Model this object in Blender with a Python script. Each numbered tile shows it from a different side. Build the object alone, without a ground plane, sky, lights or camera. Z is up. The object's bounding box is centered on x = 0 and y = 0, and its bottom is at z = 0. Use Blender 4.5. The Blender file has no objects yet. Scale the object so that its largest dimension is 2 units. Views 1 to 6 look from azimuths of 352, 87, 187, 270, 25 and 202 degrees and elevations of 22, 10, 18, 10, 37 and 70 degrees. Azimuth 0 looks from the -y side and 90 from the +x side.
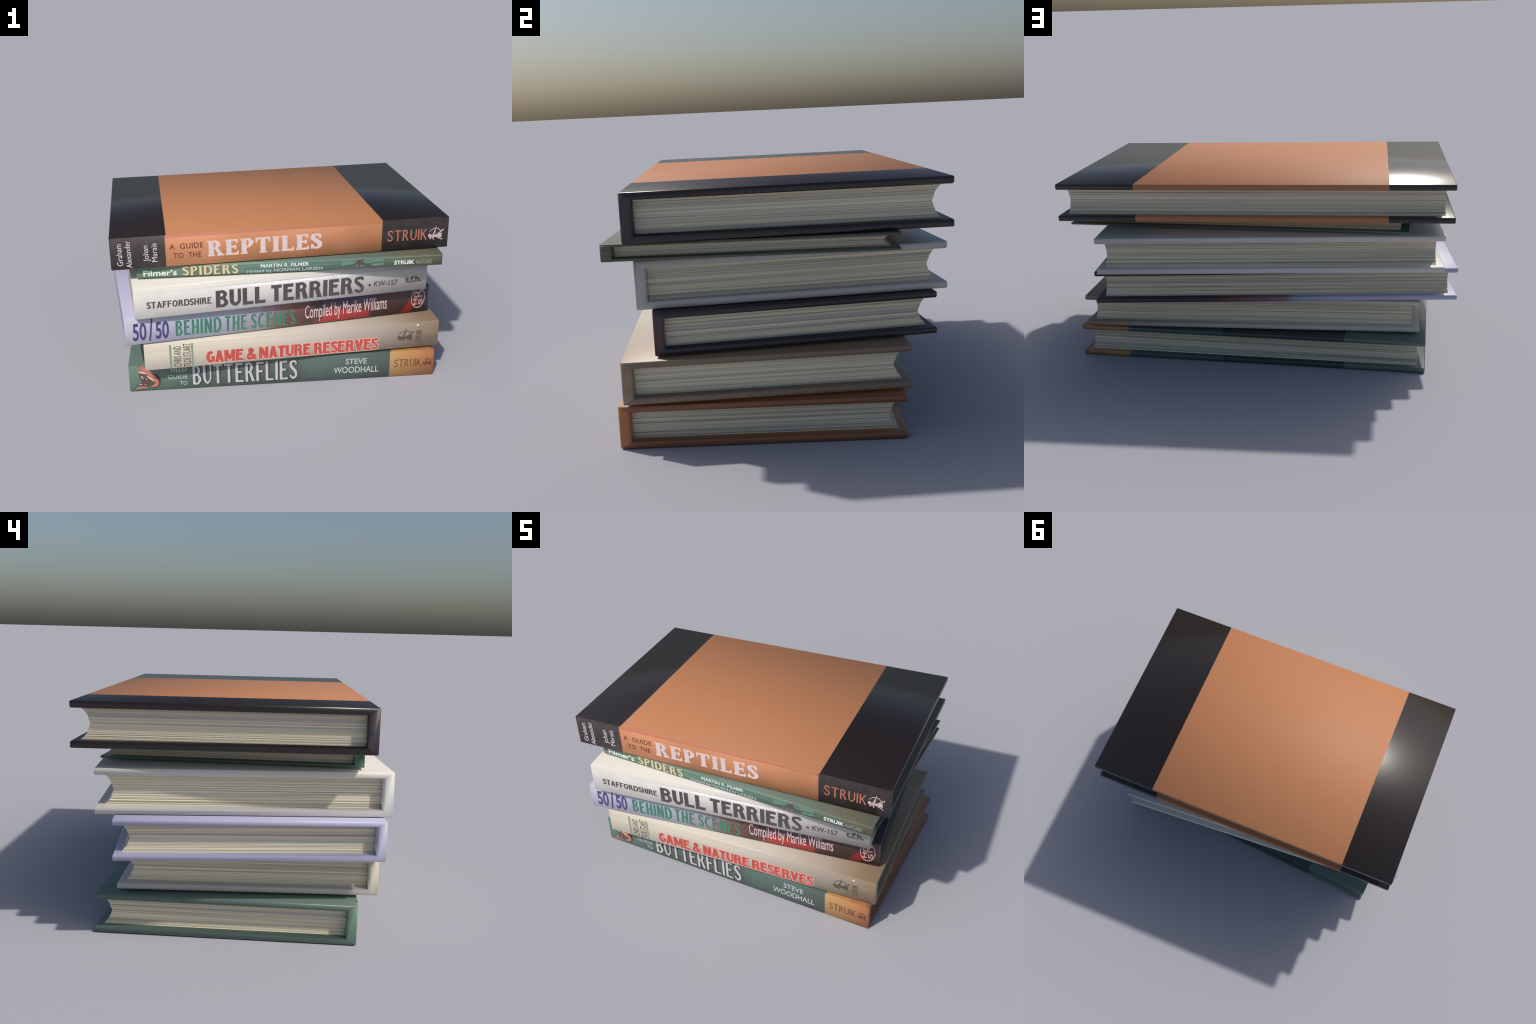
"""A stack of six hardcover books, spines toward -y.  Every book is one top-level thing:
an empty at its base that parents front cover, back cover, spine, page block and the printing."""
import bpy, bmesh, math, random
import numpy as np
from mathutils import Matrix, Vector

# ------------------------------------------------------------------ node helpers
def srgb(r, g, b):
    f = lambda c: (c / 255.0) / 12.92 if c <= 10.3 else (((c / 255.0) + 0.055) / 1.055) ** 2.4
    return (f(r), f(g), f(b), 1.0)

class Nodes:
    """Small wrapper that builds a Principled material on Object coordinates."""
    def __init__(self, name, rough=0.4, spec=0.5):
        m = bpy.data.materials.new(name)
        m.use_nodes = True
        self.mat, self.t = m, m.node_tree
        self.t.nodes.clear()
        self.out = self.t.nodes.new('ShaderNodeOutputMaterial')
        self.p = self.t.nodes.new('ShaderNodeBsdfPrincipled')
        self.t.links.new(self.p.outputs[0], self.out.inputs[0])
        self.p.inputs['Roughness'].default_value = rough
        self.p.inputs['Specular IOR Level'].default_value = spec
        tc = self.t.nodes.new('ShaderNodeTexCoord')
        self.obj = tc.outputs['Object']
        s = self.t.nodes.new('ShaderNodeSeparateXYZ')
        self.t.links.new(self.obj, s.inputs[0])
        self.x, self.y, self.z = s.outputs
    def put(self, sock, v):
        if hasattr(v, 'links'):
            self.t.links.new(v, sock)
        else:
            sock.default_value = v
    def math(self, op, a, b=0.0, c=None):
        n = self.t.nodes.new('ShaderNodeMath'); n.operation = op
        self.put(n.inputs[0], a); self.put(n.inputs[1], b)
        if c is not None: self.put(n.inputs[2], c)
        return n.outputs[0]
    def remap(self, v, a, b, c=0.0, d=1.0, smooth=False):
        n = self.t.nodes.new('ShaderNodeMapRange')
        n.interpolation_type = 'SMOOTHSTEP' if smooth else 'LINEAR'
        for i, q in enumerate((v, a, b, c, d)): self.put(n.inputs[i], q)
        return n.outputs[0]
    def ramp(self, v, stops, mode='LINEAR'):
        n = self.t.nodes.new('ShaderNodeValToRGB'); n.color_ramp.interpolation = mode
        e = n.color_ramp.elements
        while len(e) < len(stops): e.new(0.5)
        for k, (pos, col) in zip(e, stops):
            k.position = pos; k.color = col
        self.put(n.inputs[0], v)
        return n.outputs[0]
    def mix(self, f, a, b, mode='MIX'):
        n = self.t.nodes.new('ShaderNodeMix'); n.data_type = 'RGBA'; n.blend_type = mode
        self.put(n.inputs[0], f); self.put(n.inputs[6], a); self.put(n.inputs[7], b)
        return n.outputs[2]
    def noise(self, scale, detail=2.0, stretch=(1, 1, 1), rough=0.5, shift=(0, 0, 0)):
        mp = self.t.nodes.new('ShaderNodeMapping')
        mp.inputs['Scale'].default_value = stretch
        mp.inputs['Location'].default_value = shift
        self.t.links.new(self.obj, mp.inputs[0])
        n = self.t.nodes.new('ShaderNodeTexNoise')
        n.inputs['Scale'].default_value = scale
        n.inputs['Detail'].default_value = detail
        n.inputs['Roughness'].default_value = rough
        self.t.links.new(mp.outputs[0], n.inputs['Vector'])
        return n.outputs[0]
    def blob(self, cx, cz, rx, rz, soft=0.5):
        """1 inside an ellipse of the spine plane (x, z), fading out over the soft rim."""
        a = self.math('DIVIDE', self.math('SUBTRACT', self.x, cx), rx)
        b = self.math('DIVIDE', self.math('SUBTRACT', self.z, cz), rz)
        d = self.math('SQRT', self.math('ADD', self.math('MULTIPLY', a, a), self.math('MULTIPLY', b, b)))
        return self.remap(d, 1.0 - soft, 1.0 + soft, 1.0, 0.0, True)
    def band(self, v, lo, hi, soft=0.002):
        a = self.remap(v, lo - soft, lo + soft, 0.0, 1.0)
        b = self.remap(v, hi - soft, hi + soft, 1.0, 0.0)
        return self.math('MULTIPLY', a, b)
    def bump(self, height, strength, dist):
        n = self.t.nodes.new('ShaderNodeBump')
        n.inputs['Strength'].default_value = strength
        n.inputs['Distance'].default_value = dist
        self.t.links.new(height, n.inputs['Height'])
        self.t.links.new(n.outputs[0], self.p.inputs['Normal'])
    def color(self, c): self.put(self.p.inputs['Base Color'], c)
    def rough(self, r): self.put(self.p.inputs['Roughness'], r)

def ink(name, rgb, rough=0.45, grain=0.06, spec=0.4):
    """Printing ink: one flat colour with a little grain."""
    n = Nodes(name, rough, spec)
    g = n.noise(60.0, 3.0)
    base = srgb(*rgb)
    dark = tuple(c * (1 - grain) for c in base[:3]) + (1.0,)
    lite = tuple(min(1.0, c * (1 + grain)) for c in base[:3]) + (1.0,)
    n.color(n.ramp(g, [(0.3, dark), (0.7, lite)]))
    return n.mat

# ------------------------------------------------------------------ book sizes (measured, metres)
#        centre x, centre y, yaw,  length, depth, z0,    z1,     board,  spine
BOOKS = {
    'reptile': (0.0101, 0.0342, 0.0, 1.9390, 1.2125, 0.8045, 0.9908, 0.0284, 0.0440),
    'spider':  (0.0868, -0.0481, -4.139, 1.7490, 1.1040, 0.7322, 0.7985, 0.0105, 0.0420),
    'terrier': (-0.0247, 0.0023, 3.608, 1.7305, 1.2148, 0.5328, 0.7206, 0.0288, 0.0430),
    'scenes':  (-0.0395, -0.0093, 4.441, 1.8398, 1.1033, 0.3609, 0.5292, 0.0247, 0.0395),
    'reserve': (0.0660, -0.0662, 0.0, 1.7628, 1.1040, 0.1838, 0.3517, 0.0247, 0.0415),
    'butterfly': (0.0387, -0.0343, -3.778, 1.8392, 1.1035, 0.0000, 0.1695, 0.0250, 0.0425),
}

# ------------------------------------------------------------------ cover
def cover_mesh(L, W, H, t, s):
    """A C-shaped case: two boards and a spine, mitred end faces, all outer edges and
    the inner lips chamfered once and shaded smooth.  Returns the evaluated mesh."""
    prof = [(0, 0), (W, 0), (W, t), (s, t), (s, H - t), (W, H - t), (W, H), (0, H)]
    bm = bmesh.new()
    lay = bm.edges.layers.float.new('bevel_weight_edge')
    ring = [[bm.verts.new((x, y - W / 2, z)) for y, z in prof] for x in (-L / 2, L / 2)]
    for i in range(8):
        j = (i + 1) % 8
        bm.faces.new((ring[0][i], ring[0][j], ring[1][j], ring[1][i]))
    for k in (0, 1):
        r = ring[k]
        for q in ((0, 1, 2, 3), (0, 3, 4, 7), (7, 4, 5, 6)):
            bm.faces.new([r[i] for i in (q if k else q[::-1])])
    bmesh.ops.recalc_face_normals(bm, faces=bm.faces)
    plain = {frozenset((0, 3)), frozenset((4, 7))}          # mitre lines
    idx = {v: (k, i) for k in (0, 1) for i, v in enumerate(ring[k])}
    inner = {2, 3, 4, 5}
    for e in bm.edges:
        (ka, a), (kb, b) = idx[e.verts[0]], idx[e.verts[1]]
        if ka == kb and frozenset((a, b)) in plain: w = 0.0
        elif ka != kb and a in (3, 4): w = 0.0              # the two concave edges
        elif a in inner and b in inner: w = 1.0
        else: w = 0.62
        e[lay] = w
    me = bpy.data.meshes.new('case')
    bm.to_mesh(me); bm.free()
    ob = bpy.data.objects.new('case', me)
    bpy.context.scene.collection.objects.link(ob)
    bv = ob.modifiers.new('chamfer', 'BEVEL')
    bv.limit_method = 'WEIGHT'; bv.width = min(0.0052, t * 0.30); bv.segments = 1
    bv.offset_type = 'OFFSET'; bv.use_clamp_overlap = False
    dg = bpy.context.evaluated_depsgraph_get()
    res = bpy.data.meshes.new_from_object(ob.evaluated_get(dg))
    bpy.data.objects.remove(ob); bpy.data.meshes.remove(me)
    return res

def split_cover(case, W, H, s):
    """Separate the seamless case into front cover, back cover and spine meshes that share
    border vertices and keep the normals of the whole."""
    nv = np.empty(len(case.vertices) * 3); case.vertices.foreach_get('co', nv); nv = nv.reshape(-1, 3)
    nn = np.array([tuple(n.vector) for n in case.vertex_normals])
    top = np.argmax(np.abs(nn), axis=1)                       # swell the soft shading a little
    keep = nn[np.arange(len(nn)), top].copy()
    nn *= 1.28; nn[np.arange(len(nn)), top] = keep
    nn /= np.linalg.norm(nn, axis=1)[:, None]
    groups = {'front_cover': [], 'back_cover': [], 'spine': []}
    for p in case.polygons:
        c = p.center
        if c.y + W / 2 < s * 1.02: k = 'spine'
        else: k = 'front_cover' if c.z > H / 2 else 'back_cover'
        groups[k].append(list(p.vertices))
    out = {}
    for k, fs in groups.items():
        used = sorted({i for f in fs for i in f}); new = {o: n for n, o in enumerate(used)}
        me = bpy.data.meshes.new(k)
        me.from_pydata([tuple(nv[i]) for i in used], [], [[new[i] for i in f] for f in fs])
        me.shade_smooth()
        me.normals_split_custom_set_from_vertices([tuple(nn[i]) for i in used])
        out[k] = me
    return out

# ------------------------------------------------------------------ pages
def page_mesh(L, W, H, t, s, rng):
    """Stack of thin gatherings with ragged edges and a hollow fore-edge."""
    end = 0.0225 * L + 0.001          # the block stops short of the boards
    deep = 0.0715 if W > 1.15 else 0.0650
    if H < 0.1: deep = 0.062
    z0, z1 = t - 0.0006, H - t + 0.0006
    def inset(z):
        a = abs(2 * (z - z0) / (z1 - z0) - 1)
        knots = [(0, deep), (0.55, deep - 0.012), (0.82, deep - 0.026), (1.0, 0.030)]
        for (p, q), (r, u) in zip(knots, knots[1:]):
            if a <= r: return q + (u - q) * (a - p) / (r - p)
        return 0.030
    bm = bmesh.new()
    z = z0
    while z < z1 - 1e-6:
        h = min(rng.choice([0.0016, 0.0022, 0.003, 0.0036, 0.0045, 0.006]) * (1 if H > .1 else .7), z1 - z)
        if z1 - z - h < 0.0012: h = z1 - z
        proud = rng.choice([0, 0, 0, 0.0045])
        ya = -W / 2 + s + 0.0055 - proud - rng.random() * 0.0012
        xa = -L / 2 + end + rng.uniform(-0.0014, 0.0006); xb = L / 2 - end - rng.uniform(-0.0014, 0.0006)
        jy = rng.uniform(-0.0020, 0.0006)
        vs = []
        for zz in (z, z + h):
            yb = W / 2 - inset(zz) + jy
            vs.append([bm.verts.new(p + (zz,)) for p in ((xa, ya), (xb, ya), (xb, yb), (xa, yb))])
        lo, hi = vs
        bm.faces.new(lo[::-1]); bm.faces.new(hi)
        for i in range(4):
            j = (i + 1) % 4
            bm.faces.new((lo[i], lo[j], hi[j], hi[i]))
        z += h + 0.00012
    core = [[bm.verts.new((x, y, zz)) for x, y in ((-L / 2 + end + .004, -W / 2 + s - .001), (L / 2 - end - .004, -W / 2 + s - .001),
             (L / 2 - end - .004, -W / 2 + s + .03), (-L / 2 + end + .004, -W / 2 + s + .03))] for zz in (z0 + .001, z1 - .001)]
    bm.faces.new(core[0][::-1]); bm.faces.new(core[1])          # glued back of the block
    for i in range(4):
        j = (i + 1) % 4
        bm.faces.new((core[0][i], core[0][j], core[1][j], core[1][i]))
    me = bpy.data.meshes.new('page_block')
    bm.to_mesh(me); bm.free()
    return me

def page_material(name, seed, warm):
    n = Nodes(name, 0.55, 0.3)
    sh = (seed * 3.1, seed * 1.7, seed * 5.3)
    a = n.noise(1.0, 2.0, (0.30, 0.30, 150.0), 0.7, sh)      # gathering to gathering
    b = n.noise(1.0, 1.0, (0.20, 0.20, 62.0), 0.5, (sh[1], sh[2], sh[0]))
    c = n.noise(1.0, 2.0, (0.35, 0.35, 300.0), 0.6, (sh[2], sh[0], sh[1]))
    lo, mid, hi = srgb(174, 169, 154), srgb(212, 203, 179), srgb(240, 228, 197)
    col = n.ramp(a, [(0.30, lo), (0.46, mid), (0.62, hi)])
    col = n.mix(n.remap(b, 0.54, 0.66, 0, .6), col, srgb(186, 185, 180))      # cooler sheets
    line = n.remap(c, 0.57, 0.66)
    col = n.mix(n.math('MULTIPLY', line, 0.5), col, srgb(84, 80, 72))  # shade in the gaps between leaves, drawn as dark lines
    n.color(col)
    n.bump(n.math('SUBTRACT', a, c), 0.6, 0.003)
    return n.mat

# ------------------------------------------------------------------ printing on the spine
THICK = 0.0005
_cap = None
def text_mesh(body, bold=0.0, spacing=1.0):
    """Outline of a line of the built-in face, flat in (x, y), cap height 1, starting at 0."""
    global _cap
    def make(txt, off):
        cu = bpy.data.curves.new('type', 'FONT')
        cu.body = txt; cu.offset = off; cu.space_character = spacing
        cu.resolution_u = 5; cu.fill_mode = 'FRONT'
        ob = bpy.data.objects.new('type', cu)
        bpy.context.scene.collection.objects.link(ob)
        dg = bpy.context.evaluated_depsgraph_get()
        me = bpy.data.meshes.new_from_object(ob.evaluated_get(dg))
        bpy.data.objects.remove(ob); bpy.data.curves.remove(cu)
        return me
    if _cap is None:
        h = make('H', 0.0); _cap = max(v.co.y for v in h.vertices); bpy.data.meshes.remove(h)
    me = make(body, bold)
    co = np.array([tuple(v.co) for v in me.vertices])
    fs = [list(p.vertices) for p in me.polygons]
    bpy.data.meshes.remove(me)
    co = co[:, :2] / _cap
    co[:, 1] = (co[:, 1] + bold / _cap) / (1 + 2 * bold / _cap)
    x0, x1 = co[:, 0].min(), co[:, 0].max()
    co[:, 0] = (co[:, 0] - x0) / (x1 - x0)
    return co, fs

def catmull(pts, n=7):
    p = [np.array(q, float) for q in pts]
    if len(p) < 3: return p
    p = [2 * p[0] - p[1]] + p + [2 * p[-1] - p[-2]]
    out = []
    for i in range(1, len(p) - 2):
        for k in range(n):
            u = k / n
            a, b, c, d = p[i - 1:i + 3]
            out.append(0.5 * ((2 * b) + (c - a) * u + (2 * a - 5 * b + 4 * c - d) * u * u + (3 * b - a - 3 * c + d) * u ** 3))
    return out + [p[-2]]

def ribbon(pts, widths, smooth=True):
    """Stroke with changing width -> list of outline points (one polygon strip)."""
    if not hasattr(widths, '__len__'): widths = [widths] * len(pts)
    q = [(x, y, w) for (x, y), w in zip(pts, widths)]
    q = catmull(q) if smooth else [np.array(k, float) for k in q]
    left, right = [], []
    for i, c in enumerate(q):
        d = q[min(i + 1, len(q) - 1)][:2] - q[max(i - 1, 0)][:2]
        d = d / (np.linalg.norm(d) + 1e-9)
        nrm = np.array((-d[1], d[0])) * c[2] / 2
        left.append(c[:2] + nrm); right.append(c[:2] - nrm)
    return ('strip', left, right)

def poly(pts): return ('poly', [np.array(p, float) for p in pts])
def bar(x0, y0, x1, y1): return poly([(x0, y0), (x1, y0), (x1, y1), (x0, y1)])
def disc(cx, cy, rx, ry=None, n=20):
    ry = ry or rx
    return poly([(cx + rx * math.cos(2 * math.pi * i / n), cy + ry * math.sin(2 * math.pi * i / n)) for i in range(n)])
def ring(cx, cy, rx, ry, w, n=40):
    pts = [(cx + rx * math.cos(2 * math.pi * i / n), cy + ry * math.sin(2 * math.pi * i / n)) for i in range(n + 1)]
    return ribbon(pts, w, False)

def glyph(ch, st, th, sf):
    """Drawn capitals: stem width st, thin width th, serif overhang sf (0 = none).  Cap height 1.
    Returns (strokes, advance width)."""
    S = []
    q = 0.055
    def stem(x, w=st, a=0.0, b=1.0): S.append(bar(x, a, x + w, b))
    def foot(x, y, w=st):
        if sf: S.append(poly([(x - sf, y), (x + w + sf, y), (x + w + sf * .9, y + q * (1 if y < .5 else -1)), (x - sf * .9, y + q * (1 if y < .5 else -1))]))
    def arm(x, y, w, up):
        S.append(bar(x, y, x + w, y + th))
        if sf:
            d = 0.17 * up
            S.append(poly([(x + w - .07, y + (th if up > 0 else 0)), (x + w, y + (th if up > 0 else 0)), (x + w + .03 * 0, y + th / 2 + d), (x + w - .03, y + th / 2 + d)]))
    x = sf
    def oval(a, b, w):
        pts = [(w / 2 + (w - st) / 2 * math.cos(math.radians(q)), .5 + (1 - th) / 2 * math.sin(math.radians(q))) for q in np.linspace(a, b, 15)]
        S.append(ribbon(pts, [th + (st - th) * abs(math.cos(math.radians(q))) ** 1.3 for q in np.linspace(a, b, 15)]))
    if ch == 'O':
        oval(0, 360, .74); return S, .74
    if ch in 'CG':
        oval(48, 312, .72)
        if ch == 'G': S.append(bar(.40, .36, .72, .36 + th)); S.append(bar(.72 - st * .8, .10, .72, .36))
        return S, .70
    if ch in 'AV':
        w = .56 + st * .75
        S += [poly([(0, 0), (st, 0), (w / 2 + st * .44, 1), (w / 2 - st * .5, 1)]), poly([(w, 0), (w - st, 0), (w / 2 - st * .44, 1), (w / 2 + st * .5, 1)])]
        if ch == 'A': S.append(bar(w * .22, .20, w * .78, .20 + th * .9))
        else: S[:] = [poly([(p[0], 1 - p[1]) for p in k[1]]) for k in S]
        return S, w
    if ch in 'MN':
        w = (.58 if ch == 'M' else .44) + st * 1.3
        S += [bar(0, 0, st, 1), bar(w - st, 0, w, 1)]
        if ch == 'N': S.append(poly([(0, 1), (st * 1.05, 1), (w, 0), (w - st * 1.05, 0)]))
        else: S += [poly([(0, 1), (st * 1.1, 1), (w / 2 + st * .3, .15), (w / 2 - st * .3, .15)]), poly([(w, 1), (w - st * 1.1, 1), (w / 2 - st * .3, .15), (w / 2 + st * .3, .15)])]
        return S, w
    if ch == 'H':
        w = .32 + 1.6 * st
        S += [bar(0, 0, st, 1), bar(w - st, 0, w, 1), bar(st, .5 - th / 2, w - st, .5 + th / 2)]
        return S, w
    if ch == '&':
        e = st * .80
        S += [ribbon([(.24, .72), (.50, .34), (.80, .02)], e), ribbon([(.24, .70), (.27, .86), (.40, .90), (.50, .80), (.44, .64), (.30, .53)], e),
              ribbon([(.34, .56), (.14, .36), (.14, .14), (.34, .09)], e), ribbon([(.30, .09), (.50, .14), (.63, .28), (.72, .44)], e)]
        return S, .80
    if ch in 'EFLITPRBDK':
        stem(x)
        foot(x, 1.0); foot(x, 0.0)
    if ch == 'I': return S, st + 2 * sf
    if ch == 'E':
        arm(x + st, 1 - th, .34, -1); arm(x + st, .48, .26, 0); arm(x + st, 0, .38, 1); 
        if sf: S.append(bar(x + st + .21, .40, x + st + .26, .62))
        return S, x + st + .38
    if ch == 'F':
        arm(x + st, 1 - th, .34, -1); arm(x + st, .46, .26, 0); return S, x + st + .34
    if ch == 'L':
        arm(x + st, 0, .36, 1); return S, x + st + .36
    if ch == 'T':
        S.clear(); w = .72 if sf else .62
        S.append(bar(0, 1 - th, w, 1)); c = w / 2 - st / 2
        S.append(bar(c, 0, c + st, 1 - th)); foot(c, 0.0)
        if sf:
            S.append(poly([(0, 1), (.07, 1), (.035, .74), (0, .74)])); S.append(poly([(w, 1), (w - .07, 1), (w - .035, .74), (w, .74)]))
        return S, w
    fat = max(0.0, st - 0.19)                     # heavy weights need wider bowls
    cv = min(st, 0.21)                            # and curves that do not close up
    if ch in 'PRB':
        m = .44 if ch == 'P' else .47
        X, r, ct = x + st, .28 + fat * .5, min(th, .165)
        S.append(ribbon([(X, 1 - ct / 2), (X + r * .5, 1 - ct / 2), (X + r - cv * .1, (1 + m) / 2 + .02), (X + r * .5, m + ct / 2), (X, m + ct / 2)], [ct, ct * 1.05, cv, ct * 1.05, ct]))
        if ch == 'B':
            S.append(ribbon([(X, m + ct / 2), (X + r * .55, m + ct / 2), (X + r + .05 - cv * .1, m / 2 + .02), (X + r * .55, ct / 2), (X, ct / 2)], [ct, ct * 1.05, cv * 1.05, ct * 1.05, ct]))
            return S, X + r + .12
        if ch == 'R':
            S.append(poly([(X + .05, m + th * .6), (X + .05 + st * .95, m + th), (X + .40 + sf + st * .35, 0), (X + .40 + sf - st * .75, 0)]))
            if sf: foot(X + .28, 0, .2)
            return S, X + r + .16 + sf
        return S, X + r + .08
    if ch == 'D':
        X = x + st
        S.append(ribbon([(X, 1 - th / 2), (X + .16, 1 - th / 2), (X + .40, .72), (X + .40, .28), (X + .16, th / 2), (X, th / 2)], [th, th * 1.2, st, st, th * 1.2, th]))
        return S, X + .48
    if ch == 'U':
        w = .56 + fat * 1.6
        S.append(ribbon([(st / 2, 1), (st / 2, .55), (st / 2 + .02, .26), (w / 2, th / 2), (w - th / 2 - .02, .26), (w - th / 2, .55), (w - th / 2, 1)], [st, st, st * .9, th, th, th, th]))
        return S, w
    if ch == 'K':
        S.append(ribbon([(x + st, .42), (x + st + .36, 1)], th, False)); S.append(ribbon([(x + st + .10, .55), (x + st + .40, 0)], st, False))
        return S, x + st + .44
    if ch == 'S':
        a, b = min(th * 1.1, .17), cv * 1.02
        k = 1 + fat * 1.6
        pts = [(.46, .79), (.39, .92), (.25, 1 - a / 2), (.10, .88), (.09, .70), (.25, .54), (.42, .36), (.42, .16), (.27, a / 2), (.12, .06 + a / 2), (.03, .22)]
        S.append(ribbon([(px * k, py) for px, py in pts], [a * .9, a, a, b * .8, b * .95, b, b * .95, b * .8, a, a, a * .9]))
        if sf: S.append(bar(.42, .74, .475, .97)); S.append(bar(.0, .03, .055, .28))
        return S, .50 * k
    return S, .3

def fatten(k, d):
    if k[0] == 'poly':
        c = sum(k[1]) / len(k[1])
        return ('poly', [p + np.sign(p - c) * d for p in k[1]])
    l, r = [p.copy() for p in k[1]], [p.copy() for p in k[2]]
    for a, b in zip(l, r):
        v = (a - b) / (np.linalg.norm(a - b) + 1e-9) * d
        a += v; b -= v
    for i, j in ((0, 1), (-1, -2)):
        v = (l[i] + r[i] - l[j] - r[j]); v = v / (np.linalg.norm(v) + 1e-9) * d
        l[i] = l[i] + v; r[i] = r[i] + v
    return ('strip', l, r)

def word(txt, st, th, sf, gap=0.12, grow=0.0, space=0.3):
    """Set a word in drawn capitals; normalised to width 1, height 1.  grow swells every stroke
    outward (for outlines) without moving the letters."""
    x, all_s = 0.0, []
    for ch in txt:
        if ch == ' ': x += space; continue
        g, w = glyph(ch, st, th, sf)
        if grow: g = [fatten(k, grow) for k in g]
        all_s.append([(k[0],) + tuple([p + np.array((x, 0)) for p in part] for part in k[1:]) for k in g])
        x += w + gap
    x -= gap
    return [[(k[0],) + tuple([p / np.array((x, 1)) for p in part] for part in k[1:]) for k in g] for g in all_s]

def strokes_geo(strokes):
    """Strokes -> vertices (x, y, layer) and faces; each stroke sits a hair higher than the last."""
    co, fs = [], []
    if strokes and not isinstance(strokes[0], list): strokes = [strokes]
    for i, k in ((i + 14 * (g % 2), k) for g, grp in enumerate(strokes) for i, k in enumerate(grp)):
        o, lift = len(co), i * 1.4e-5
        if k[0] == 'poly':
            co += [(p[0], p[1], lift) for p in k[1]]
            f = list(range(o, o + len(k[1])))
            a = sum(k[1][j][0] * k[1][(j + 1) % len(f)][1] - k[1][(j + 1) % len(f)][0] * k[1][j][1] for j in range(len(f)))
            fs.append(f if a > 0 else f[::-1])
        else:
            l, r = k[1], k[2]; n = len(l)
            co += [(p[0], p[1], lift) for p in l] + [(p[0], p[1], lift) for p in r]
            fs += [[o + j, o + n + j, o + n + j + 1, o + j + 1] for j in range(n - 1)]
    return np.array(co), fs

class Book:
    def __init__(self, key, label, mats):
        cx, cy, yaw, L, W, z0, z1, t, s = BOOKS[key]
        self.L, self.W, self.H = L, W, z1 - z0
        self.root = bpy.data.objects.new('hardcover_book', None)
        self.root.empty_display_size = 0.2
        self.root.location = (cx, cy, z0); self.root.rotation_euler = (0, 0, math.radians(yaw))
        self.root['label'] = label; self.root['category'] = 'book'
        link(self.root)
        case = cover_mesh(L, W, self.H, t, s)
        self.parts = {}
        for k, me in split_cover(case, W, self.H, s).items():
            self.parts[k] = self.add(k, me, mats['spine' if k == 'spine' else 'cover'])
        bpy.data.meshes.remove(case)
        pages = self.add('page_block', page_mesh(L, W, self.H, t, s, random.Random(key)), mats['pages'])
        pages['kind'] = 'stuff'
    def add(self, name, me, mat, parent=None):
        me.materials.clear(); me.materials.append(mat)
        ob = bpy.data.objects.new(name, me); me.name = name
        link(ob); ob.parent = parent or self.root
        return ob
    def press(self, name, co, fs, mat, a, b, h, level=1):
        """Lay flat artwork (unit width and height) on the spine: baseline from a to b, height h."""
        a, b = np.array(a), np.array(b)
        d = b - a; n = np.array((-d[1], d[0])) / np.linalg.norm(d) * h
        xz = a + co[:, :1] * d + co[:, 1:2] * n
        lift = co[:, 2] if co.shape[1] > 2 else np.zeros(len(co))
        y = -self.W / 2 - 0.0003 - THICK * level - lift
        v = np.stack([xz[:, 0], y, xz[:, 1]], 1)
        bm = bmesh.new()
        vv = [bm.verts.new(p) for p in v]
        for f in fs:
            try: bm.faces.new([vv[i] for i in f])
            except ValueError: pass
        # outer rim back to the cover, so that the ink has thickness
        rim = [e for e in bm.edges if len(e.link_faces) == 1]
        ex = bmesh.ops.extrude_edge_only(bm, edges=rim)
        for q in ex['geom']:
            if isinstance(q, bmesh.types.BMVert): q.co.y += THICK * 0.9
        me = bpy.data.meshes.new(name); bm.to_mesh(me); bm.free()
        return self.add(name, me, mat, self.parts['spine'])
    def type(self, name, body, mat, a, b, h, bold=0.0, spacing=1.0, level=1):
        co, fs = text_mesh(body, bold, spacing)
        return self.press(name, co, fs, mat, a, b, h, level)
    def draw(self, name, strokes, mat, a, b, h, level=1):
        co, fs = strokes_geo(strokes)
        return self.press(name, co, fs, mat, a, b, h, level)

def link(ob): bpy.context.scene.collection.objects.link(ob)

ARCHER = [
    ribbon([(.09, .56), (.25, .74), (.45, .82), (.65, .77), (.82, .60)], [.03, .045, .05, .05, .035]),
    ribbon([(.51, .98), (.475, .79), (.40, .56), (.35, .38)], [.02, .05, .07, .11]),
    ribbon([(.475, .79), (.47, .40)], .018, False),
    disc(.125, .33, .105, .13),
    ribbon([(.20, .34), (.45, .29), (.66, .33), (.88, .34)], [.08, .17, .22, .33]),
    ribbon([(.62, .42), (.80, .58), (.98, .74)], [.06, .07, .05]),
    poly([(.88, .62), (.99, .76), (.96, .60)]),
    ribbon([(.27, .24), (.14, .09)], .075, False),
    ribbon([(.31, .24), (.40, .05)], .075, False),
    ribbon([(.60, .21), (.78, .12), (.95, .03)], [.08, .07, .05]),
]

# ------------------------------------------------------------------ materials of the six books
def cover_mat(name, L, stops, mode='LINEAR', rough=0.4, grain=0.05, rough_stops=None, edge=None):
    """Board colour depends on the place along the spine, as if the jacket wrapped round."""
    n = Nodes(name, rough)
    u = n.remap(n.x, -L / 2, L / 2)
    col = n.ramp(u, stops, mode)
    g = n.noise(9.0, 4.0)
    col = n.mix(grain, col, n.ramp(g, [(0.3, (0.25, 0.25, 0.25, 1)), (0.7, (0.75, 0.75, 0.75, 1))]), 'SOFT_LIGHT')
    n.color(col)
    if rough_stops:
        r = n.ramp(u, [(p, (v, v, v, 1)) for p, v in rough_stops], 'CONSTANT')
        n.rough(r)
    n.uramp = u
    return n

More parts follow.
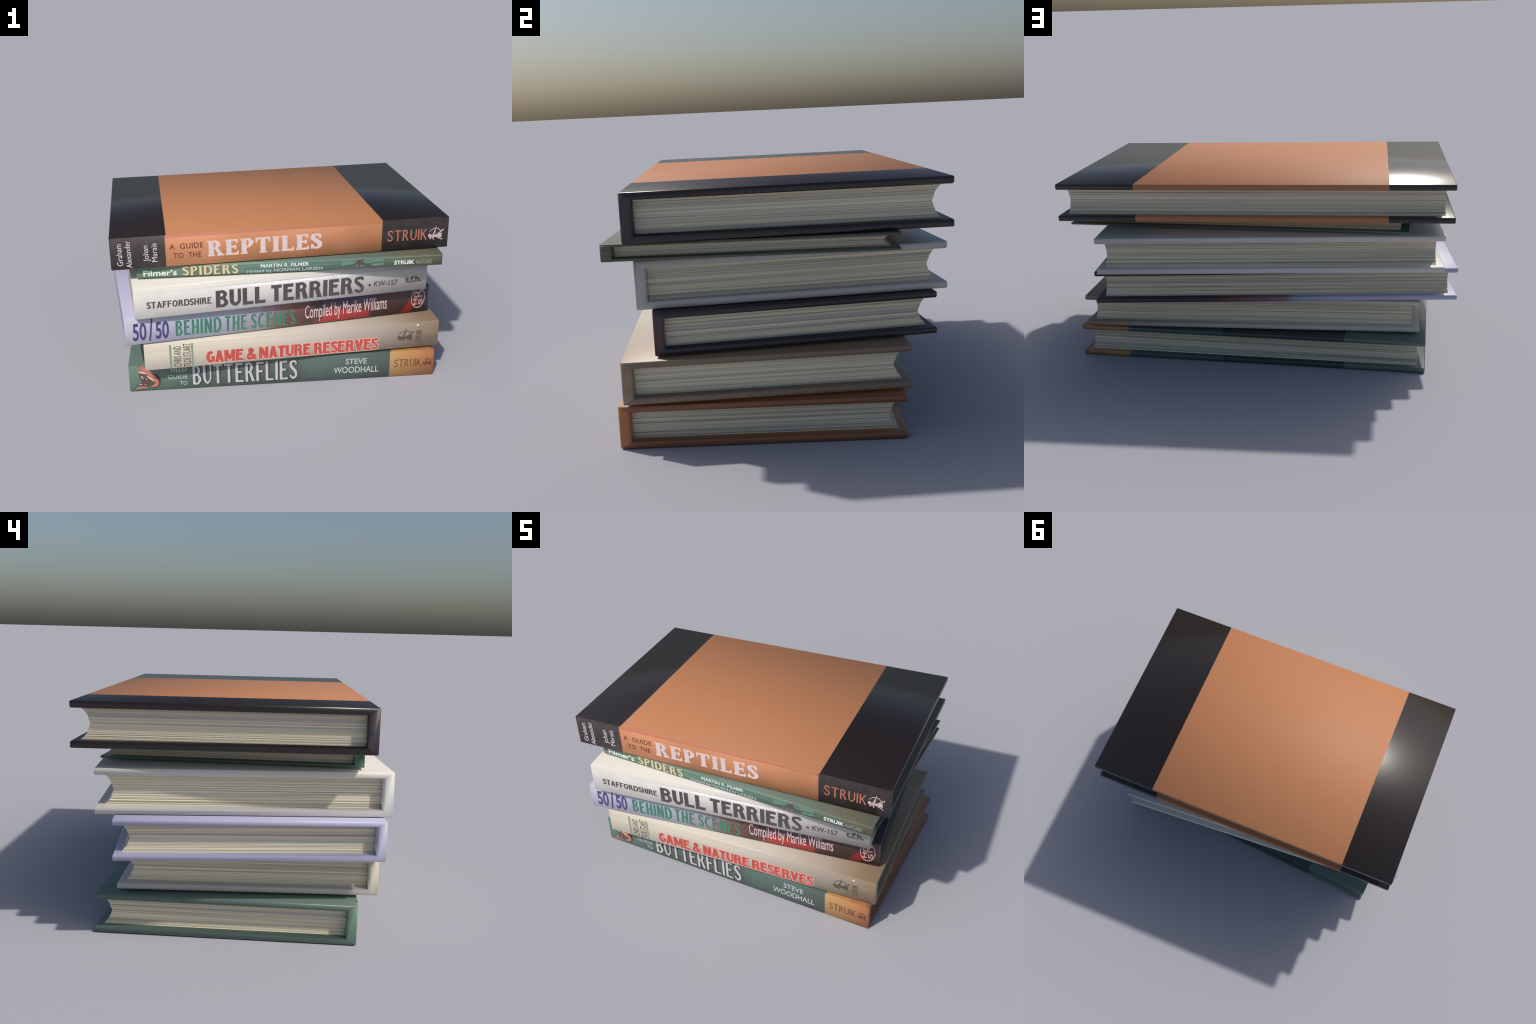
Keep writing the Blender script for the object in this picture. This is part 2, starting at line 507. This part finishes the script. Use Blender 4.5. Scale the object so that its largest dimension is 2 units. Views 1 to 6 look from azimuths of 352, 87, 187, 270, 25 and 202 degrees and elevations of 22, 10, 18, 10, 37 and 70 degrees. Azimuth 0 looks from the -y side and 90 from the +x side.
def build():
    pages = [page_material('paper_edges.%d' % i, i + 1, i in (2,)) for i in range(6)]

    # ---- 1  reptile guide: black jacket with an orange band -------------------------------
    L = BOOKS['reptile'][3]
    blk, org = srgb(37, 29, 26), srgb(176, 119, 81)
    lo, hi = 0.1575, 0.7965
    cov = cover_mat('black_and_orange_jacket', L, [(0, blk), (lo, org), (hi, blk)], 'CONSTANT', grain=0.03,
                    rough_stops=[(0, 0.27), (lo, 0.60), (hi, 0.27)])
    n = Nodes('black_and_orange_spine', 0.5)
    u = n.remap(n.x, -L / 2, L / 2)
    m = n.noise(26.0, 4.0); big = n.noise(3.0, 2.0)
    dark = n.ramp(m, [(0.3, srgb(50, 44, 44)), (0.5, srgb(60, 52, 53)), (0.7, srgb(69, 59, 57))])
    oc = n.ramp(big, [(0.35, srgb(186, 125, 86)), (0.65, srgb(200, 138, 101))])
    zt = n.math('SUBTRACT', 0.185, n.z)
    oc = n.mix(n.remap(zt, 0.011, 0.016, 0.85, 0.0), oc, srgb(174, 102, 78))       # reddish fold line
    oc = n.mix(n.math('MULTIPLY', n.band(u, 0.70, 0.79, 0.03), 0.5), oc, srgb(178, 119, 79))
    n.color(n.mix(n.band(u, lo - 0.001, hi - 0.002, 0.0012), dark, oc))
    n.rough(n.remap(n.band(u, lo, hi), 0, 1, 0.42, 0.6))
    cov.put(cov.p.inputs['Specular IOR Level'], cov.ramp(cov.uramp, [(0, (.55,) * 3 + (1,)), (lo, (.36,) * 3 + (1,)), (hi, (.55,) * 3 + (1,))], 'CONSTANT'))
    b = Book('reptile', 'thick hardcover with black ends and wide orange band', dict(cover=cov.mat, spine=n.mat, pages=pages[0]))
    pale, brown = ink('pale_ink', (216, 208, 212)), ink('brown_ink', (112, 58, 40))
    for body, a, e, h in (('Graham', (-.902, .024), (-.906, .153), .031), ('Alexander', (-.853, .010), (-.858, .170), .031),
                          ('Johan', (-.759, .041), (-.762, .135), .031), ('Marais', (-.712, .035), (-.714, .145), .031)):
        b.type('author_lettering', body, pale, a, e, h)
    b.type('subtitle_lettering', 'A  GUIDE', brown, (-.643, .101), (-.457, .102), .031, 0.004, 1.08)
    b.type('subtitle_lettering', 'TO  THE', brown, (-.623, .047), (-.469, .047), .031, 0.004, 1.08)
    halo = ink('peach_ink', (240, 190, 166))
    b.draw('title_outline', word('REPTILES', .20, .075, .055, .165, .035), halo, (-.429, .0475), (.214, .0485), .087, 1)
    b.draw('title_lettering', word('REPTILES', .20, .075, .055, .165), ink('silver_pink_ink', (214, 204, 209)), (-.429, .0475), (.214, .0485), .087, 2)
    rust = ink('rust_ink', (186, 114, 92))
    b.draw('publisher_lettering', word('STRUIK', .115, .10, 0, .13), rust, (.603, .058), (.839, .055), .066)
    b.draw('publisher_mark', ARCHER, ink('rose_grey_ink', (196, 176, 174)), (.845, .048), (.940, .047), .090)

    # ---- 2  thin spider book: green ---------------------------------------------------------
    L = BOOKS['spider'][3]
    g0, g1, g2 = srgb(88, 112, 98), srgb(96, 112, 100), srgb(98, 94, 76)
    cov = cover_mat('green_jacket', L, [(0, g0), (.55, g1), (.80, srgb(90, 102, 90)), (.90, g2), (1, srgb(82, 86, 72))], rough=0.35)
    n = Nodes('green_spine', 0.38)
    u = n.remap(n.x, -L / 2, L / 2)
    base = n.ramp(u, [(0, srgb(92, 126, 106)), (.25, srgb(102, 119, 95)), (.34, srgb(90, 122, 108)), (.6, srgb(90, 118, 104)),
                      (.85, srgb(97, 111, 94)), (.95, srgb(102, 100, 77)), (1, srgb(90, 90, 72))])
    st = n.noise(1.0, 3.0, (5.0, 1.0, 170.0), 0.6)
    base = n.mix(n.math('MULTIPLY', n.remap(st, .55, .72), .4), base, srgb(150, 172, 164))
    base = n.mix(n.math('MULTIPLY', n.remap(st, .30, .44, 1, 0), .3), base, srgb(74, 98, 88))
    base = n.mix(n.math('MULTIPLY', n.band(n.z, .0575, .0600, .001), .6), base, srgb(168, 172, 152))
    n.color(base)
    b = Book('spider', 'thin green hardcover with pale spine lettering', dict(cover=cov.mat, spine=n.mat, pages=pages[1]))
    white, cream = ink('white_ink', (222, 232, 230)), ink('cream_ink', (206, 198, 164))
    b.type('author_lettering', 'Filmer’s', white, (-.836, .0105), (-.648, .010), .034, 0.022)
    b.draw('title_shadow', word('SPIDERS', .215, .13, 0, .19, .03), ink('olive_ink', (112, 112, 84)), (-.611, .004), (-.299, .003), .054, 1)
    b.draw('title_lettering', word('SPIDERS', .215, .13, 0, .19), cream, (-.615, .006), (-.304, .005), .054, 2)
    b.type('author_lettering', 'MARTIN R. FILMER', white, (-.174, .032), (.102, .032), .021, 0.020)
    b.type('author_lettering', 'revised by NORMAN LARSEN', ink('dull_white_ink', (176, 194, 196)), (-.252, .0045), (.180, .004), .0185, 0.012)
    teal = ink('teal_ink', (100, 138, 120))
    b.draw('spider_picture', [poly([(0, .28), (.30, .40), (.36, .95), (0, .95)]), poly([(.50, .45), (1, .62), (1, .98), (.52, .92)]),
                              poly([(.66, .05), (1, .12), (1, .42), (.70, .32)])], teal, (.289, .008), (.533, .010), .047, 1)
    b.draw('spider_picture', [disc(.42, .70, .055, .26), disc(.46, .45, .07, .28), ribbon([(.42, .7), (.52, .95), (.58, .98)], .05),
                              ribbon([(.42, .6), (.30, .45), (.16, .20)], .05), ribbon([(.48, .5), (.62, .30), (.72, .12)], .08),
                              ribbon([(.44, .72), (.56, .70), (.70, .80)], .035), ribbon([(.40, .75), (.30, .72), (.2, .80)], .035)],
           ink('spider_ink', (84, 80, 78)), (.289, .006), (.533, .008), .050, 2)
    b.draw('spider_picture', [disc(.37, .25, .03, .12), disc(.47, .22, .045, .16)], ink('dun_ink', (124, 112, 104)), (.289, .004), (.533, .006), .045, 4)
    b.type('publisher_lettering', 'STRUIK', white, (.594, .013), (.711, .0135), .024, 0.03)
    b.type('publisher_lettering', 'NATURE', ink('faded_ink', (150, 154, 138)), (.721, .013), (.812, .012), .024, 0.004)

    # ---- 3  terrier book: white -------------------------------------------------------------
    L = BOOKS['terrier'][3]
    wh = srgb(209, 205, 197)
    cov = cover_mat('white_jacket', L, [(0, srgb(209, 205, 196)), (.6, srgb(207, 203, 196)), (1, srgb(190, 186, 181))], rough=0.42)  # last stop greyed: shading of the right end baked into the boards
    n = Nodes('white_spine', 0.36)
    m = n.noise(14.0, 4.0)
    base = n.ramp(m, [(0.3, srgb(203, 202, 199)), (0.7, srgb(214, 212, 207))])
    up = n.remap(n.z, .158, .160)
    base = n.mix(up, base, wh)
    base = n.mix(n.remap(n.x, .2, .86, 0, .75, True), base, srgb(170, 165, 160))  # painted falloff of light, darkens the white toward the right end
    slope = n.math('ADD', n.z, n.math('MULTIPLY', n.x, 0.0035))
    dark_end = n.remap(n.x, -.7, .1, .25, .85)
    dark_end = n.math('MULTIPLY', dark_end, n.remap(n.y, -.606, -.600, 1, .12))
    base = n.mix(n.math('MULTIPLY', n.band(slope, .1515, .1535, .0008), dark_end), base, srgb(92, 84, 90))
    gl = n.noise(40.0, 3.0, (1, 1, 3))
    glare = n.math('MULTIPLY', n.band(n.z, .134, .149, .004), n.band(n.x, -.30, .42, .12))  # glossy highlight painted into the base colour below the crease
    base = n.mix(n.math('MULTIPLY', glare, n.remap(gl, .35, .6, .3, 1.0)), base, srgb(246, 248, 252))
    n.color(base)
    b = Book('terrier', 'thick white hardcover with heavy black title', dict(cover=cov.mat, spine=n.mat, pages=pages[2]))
    black = ink('black_ink', (84, 78, 80))
    b.draw('subtitle_lettering', word('STAFFORDSHIRE', .20, .155, 0, .10), black, (-.796, .061), (-.431, .054), .040)
    b.draw('title_lettering', word('BULL TERRIERS', .255, .19, 0, .095, 0, .24), black, (-.407, .024), (.469, .021), .104)
    b.draw('title_dot', [disc(.5, .5, .5)], black, (.499, .055), (.516, .055), .017)
    b.type('code_lettering', 'KW-157', black, (.534, .051), (.681, .048), .034, 0.016)
    b.type('publisher_lettering', 't.f.h.', black, (.728, .054), (.832, .055), .040, 0.045)
    b.draw('publisher_ring', [ring(.5, .5, .5, .5, .016)], ink('grey_ink', (160, 156, 154)), (.713, .029), (.843, .029), .082)

    # ---- 4  behind the scenes: lavender running into dark red --------------------------------
    L = BOOKS['scenes'][3]
    lav = srgb(175, 173, 198)
    cov = cover_mat('lavender_and_maroon_jacket', L,
                    [(0, lav), (.34, lav), (.44, srgb(150, 159, 177)), (.47, srgb(128, 104, 108)), (.60, srgb(104, 72, 74)), (.66, srgb(70, 48, 52)),
                     (.70, srgb(52, 42, 48)), (.86, srgb(48, 38, 42)), (1, srgb(50, 44, 48))], rough=0.38)
    n = Nodes('lavender_and_maroon_spine', 0.4)
    u = n.remap(n.x, -L / 2, L / 2)
    w = n.noise(1.0, 3.0, (9.0, 1.0, 6.0), 0.6)
    uu = n.math('ADD', u, n.remap(w, .3, .7, -.045, .045))
    base = n.ramp(uu, [(0, srgb(178, 180, 196)), (.12, srgb(172, 170, 193)), (.22, srgb(158, 169, 185)), (.36, srgb(166, 164, 182)), (.42, srgb(154, 150, 162)),
                       (.47, srgb(140, 108, 108)), (.54, srgb(122, 84, 78)), (.62, srgb(88, 66, 62)), (.80, srgb(84, 58, 58)), (1, srgb(78, 62, 60))])
    red = srgb(196, 72, 70)
    for cx, cz, rx, rz, s_ in ((.30, .015, .085, .055, .35), (.36, .03, .09, .04, .4), (.485, .02, .055, .04, .5)):
        base = n.mix(n.blob(cx, cz, rx, rz, s_), base, red)
    tri = n.band(n.math('ADD', n.x, n.math('MULTIPLY', n.z, -0.75)), .735, .80, .006)
    base = n.mix(n.math('MULTIPLY', tri, n.remap(n.z, .06, .09, 1, 0)), base, srgb(180, 58, 56))
    base = n.mix(n.math('MULTIPLY', n.blob(.44, .15, .16, .05, .5), .9), base, srgb(70, 62, 96))
    base = n.mix(n.math('MULTIPLY', n.blob(.225, .10, .03, .08, .4), .8), base, srgb(62, 52, 54))
    n.color(base)
    b = Book('scenes', 'lavender hardcover fading to dark maroon with photographs', dict(cover=cov.mat, spine=n.mat, pages=pages[3]))
    navy, green = ink('navy_ink', (78, 72, 124)), ink('green_ink', (72, 128, 108))
    b.type('title_lettering', '50', navy, (-.877, .0265), (-.800, .0245), .107, 0.020)
    b.draw('title_lettering', [poly([(0, 0), (.36, 0), (1, 1), (.66, 1)])], navy, (-.786, .016), (-.758, .016), .150)
    b.type('title_lettering', '50', navy, (-.748, .0235), (-.672, .0215), .107, 0.020)
    b.draw('title_lettering', word('BEHIND THE SCENES', .235, .115, 0, .17, 0, .26), green, (-.633, .027), (.075, .010), .095)
    b.type('author_lettering', 'Compiled by Marike Williams', ink('blush_ink', (230, 200, 204)), (.137, .040), (.650, .043), .083)
    blush = ink('pale_blush_ink', (196, 164, 162))
    b.draw('publisher_ring', [ring(.5, .5, .48, .49, .05)], blush, (.805, .026), (.893, .024), .134)
    b.type('publisher_lettering', 'R', blush, (.879, .096), (.876, .150), .055, 0.0)
    b.type('publisher_lettering', 'H', blush, (.846, .046), (.846, .086), .026, 0.012)
    b.type('publisher_lettering', 'S', blush, (.880, .044), (.880, .082), .026, 0.012)

    # ---- 5  nature reserves: cream, right end tinted tan with baked-in shading --------------------------------------------
    L = BOOKS['reserve'][3]
    cr = srgb(199, 193, 180)
    cov = cover_mat('cream_jacket', L, [(0, srgb(197, 192, 182)), (.3, cr), (.62, srgb(188, 180, 168)), (.82, srgb(168, 154, 138)), (.95, srgb(143, 120, 94)), (1, srgb(134, 113, 92))], rough=0.4)
    n = Nodes('cream_spine', 0.42)
    u = n.remap(n.x, -L / 2, L / 2)
    st = n.noise(1.0, 3.0, (1.5, 1.0, 22.0), 0.55)
    base = n.ramp(u, [(0, srgb(207, 201, 182)), (.25, srgb(203, 196, 181)), (.6, srgb(192, 183, 171)), (.8, srgb(172, 160, 146)), (.92, srgb(158, 140, 118)), (1, srgb(150, 124, 98))])  # stops darken and warm to the right, shade kept in the colour
    base = n.mix(n.remap(st, .35, .65, 0, .35), base, srgb(174, 164, 150))
    base = n.mix(n.math('MULTIPLY', n.blob(.748, .1475, .006, .006, .4), 1.0), base, srgb(255, 250, 240))  # tiny specular glint painted as a white spot
    n.color(base)
    b = Book('reserve', 'cream hardcover with bold red spine title', dict(cover=cov.mat, spine=n.mat, pages=pages[4]))
    sage = ink('sage_ink', (138, 158, 136))
    b.draw('spine_bar', [bar(0, 0, 1, 1)], sage, (-.738, .0035), (-.726, .0035), .151)
    b.draw('spine_bar', [bar(0, 0, 1, 1)], sage, (-.611, .0035), (-.600, .0035), .152)
    soot = ink('soot_ink', (84, 78, 70))
    b.type('author_lettering', 'CHRIS AND', soot, (-.672, .009), (-.670, .142), .042, 0.0)
    b.type('author_lettering', 'TILDE STUART', soot, (-.617, .0035), (-.615, .155), .042, 0.0)
    b.draw('title_outline', word('GAME & NATURE RESERVES', .285, .20, 0, .045, .06, .24), ink('pink_ink', (224, 180, 164)), (-.526, .0175), (.504, .0090), .075, 1)
    b.draw('title_lettering', word('GAME & NATURE RESERVES', .285, .20, 0, .045, 0, .24), ink('red_ink', (192, 84, 76)), (-.526, .0175), (.504, .0090), .075, 2)
    b.draw('publisher_mark', ARCHER, soot, (.624, .043), (.730, .043), .088)
    b.draw('publisher_lettering', word('STRUIK', .13, .10, 0, .12), soot, (.777, .033), (.775, .115), .036)

    # ---- 6  butterfly field guide: green with an orange end ------------------------------------
    L = BOOKS['butterfly'][3]
    ed = .8518
    cov = cover_mat('green_and_orange_jacket', L,
                    [(0, srgb(88, 107, 97)), (.222, srgb(54, 66, 66)), (.573, srgb(72, 87, 84)), (ed, srgb(172, 126, 78)), (.93, srgb(164, 110, 70)), (.985, srgb(142, 90, 60))], 'CONSTANT', rough=0.36)
    n = Nodes('green_and_orange_spine', 0.4)
    u = n.remap(n.x, -L / 2, L / 2)
    m = n.noise(24.0, 4.0); big = n.noise(6.0, 3.0)
    gr = n.ramp(u, [(0, srgb(99, 126, 111)), (.16, srgb(90, 117, 104)), (.21, srgb(85, 102, 96)), (.36, srgb(86, 95, 90)), (.55, srgb(84, 93, 90)), (.58, srgb(89, 109, 103)),
                    (.75, srgb(87, 104, 99)), (.85, srgb(84, 96, 92))])
    gr = n.mix(n.remap(m, .4, .7, 0, .25), gr, srgb(74, 87, 82))
    gr = n.mix(n.math('MULTIPLY', n.remap(big, .5, .65), n.math('MULTIPLY', n.band(u, .22, .56, .01), .5)), gr, srgb(82, 102, 86))
    og = n.ramp(u, [(.85, srgb(192, 158, 104)), (.88, srgb(196, 150, 98)), (.94, srgb(190, 134, 90)), (1, srgb(178, 110, 72))])
    og = n.mix(n.remap(m, .4, .7, 0, .2), og, srgb(204, 152, 92))
    n.color(n.mix(n.remap(u, ed - .001, ed + .001), gr, og))
    b = Book('butterfly', 'green hardcover with orange end and tall white title', dict(cover=cov.mat, spine=n.mat, pages=pages[5]))
    silver = ink('silver_ink', (194, 194, 198))
    b.type('subtitle_lettering', 'FIELD', silver, (-.670, .119), (-.579, .117), .028, 0.0)
    b.type('subtitle_lettering', 'GUIDE', silver, (-.691, .069), (-.576, .068), .027, 0.0)
    b.type('subtitle_lettering', 'TO', silver, (-.623, .026), (-.578, .025), .025, 0.0)
    shade = ink('shadow_ink', (70, 72, 70))
    b.draw('title_shadow', word('BUTTERFLIES', .17, .095, 0, .14, .02), shade, (-.537, .020), (.088, .021), .127, 1)
    b.draw('title_lettering', word('BUTTERFLIES', .17, .095, 0, .14), silver, (-.544, .023), (.081, .024), .128, 2)
    b.type('author_lettering', 'STEVE', silver, (.377, .103), (.506, .100), .037, 0.008)
    b.type('author_lettering', 'WOODHALL', silver, (.305, .044), (.579, .040), .041, 0.008)
    umber = ink('umber_ink', (92, 62, 48))
    b.draw('publisher_lettering', word('STRUIK', .10, .08, 0, .13), umber, (.674, .063), (.841, .062), .052)
    b.draw('publisher_mark', ARCHER, ink('dark_umber_ink', (96, 64, 58)), (.851, .061), (.913, .061), .062)
    A, B_, h = (-.889, .002), (-.740, .002), .166
    b.draw('butterfly_picture', [ribbon([(.62, .66), (.86, .58), (.96, .40), (.90, .18), (.70, .10)], [.06, .13, .13, .12, .05]),
                                 ribbon([(.02, .04), (.12, .12), (.30, .17), (.50, .14)], [.10, .12, .16, .06]),
                                 ribbon([(.17, .93), (.25, .99), (.38, .86)], [.05, .10, .06])], ink('wing_fringe_ink', (78, 54, 54)), A, B_, h, 1)
    b.draw('butterfly_picture', [ribbon([(.19, .90), (.28, .95), (.38, .84), (.55, .72), (.70, .60), (.82, .42), (.89, .30), (.84, .20), (.66, .15)], [.08, .14, .18, .20, .17, .17, .14, .13, .05]),
                                 ribbon([(.03, .06), (.14, .12), (.32, .14), (.50, .13)], [.05, .09, .09, .03])], ink('wing_rose_ink', (186, 122, 108)), A, B_, h, 2)
    b.draw('butterfly_picture', [poly([(.17, .72), (.36, .71), (.56, .59), (.80, .36), (.76, .26), (.52, .16), (.18, .17), (.29, .36), (.20, .52)])],
           ink('wing_brown_ink', (96, 78, 76)), A, B_, h, 3)
    b.draw('butterfly_picture', [ribbon([(.19, .76), (.34, .73), (.48, .68)], [.06, .07, .03]), ribbon([(.50, .60), (.64, .48), (.78, .36)], [.03, .07, .03])],
           ink('wing_cream_ink', (226, 190, 160)), A, B_, h, 4)
    b.draw('butterfly_picture', [disc(.30, .57, .045, .02), disc(.33, .50, .035, .015), disc(.48, .47, .02, .02), disc(.24, .25, .05, .015), disc(.42, .25, .02, .015)],
           ink('wing_white_ink', (230, 222, 212)), A, B_, h, 5)

build()
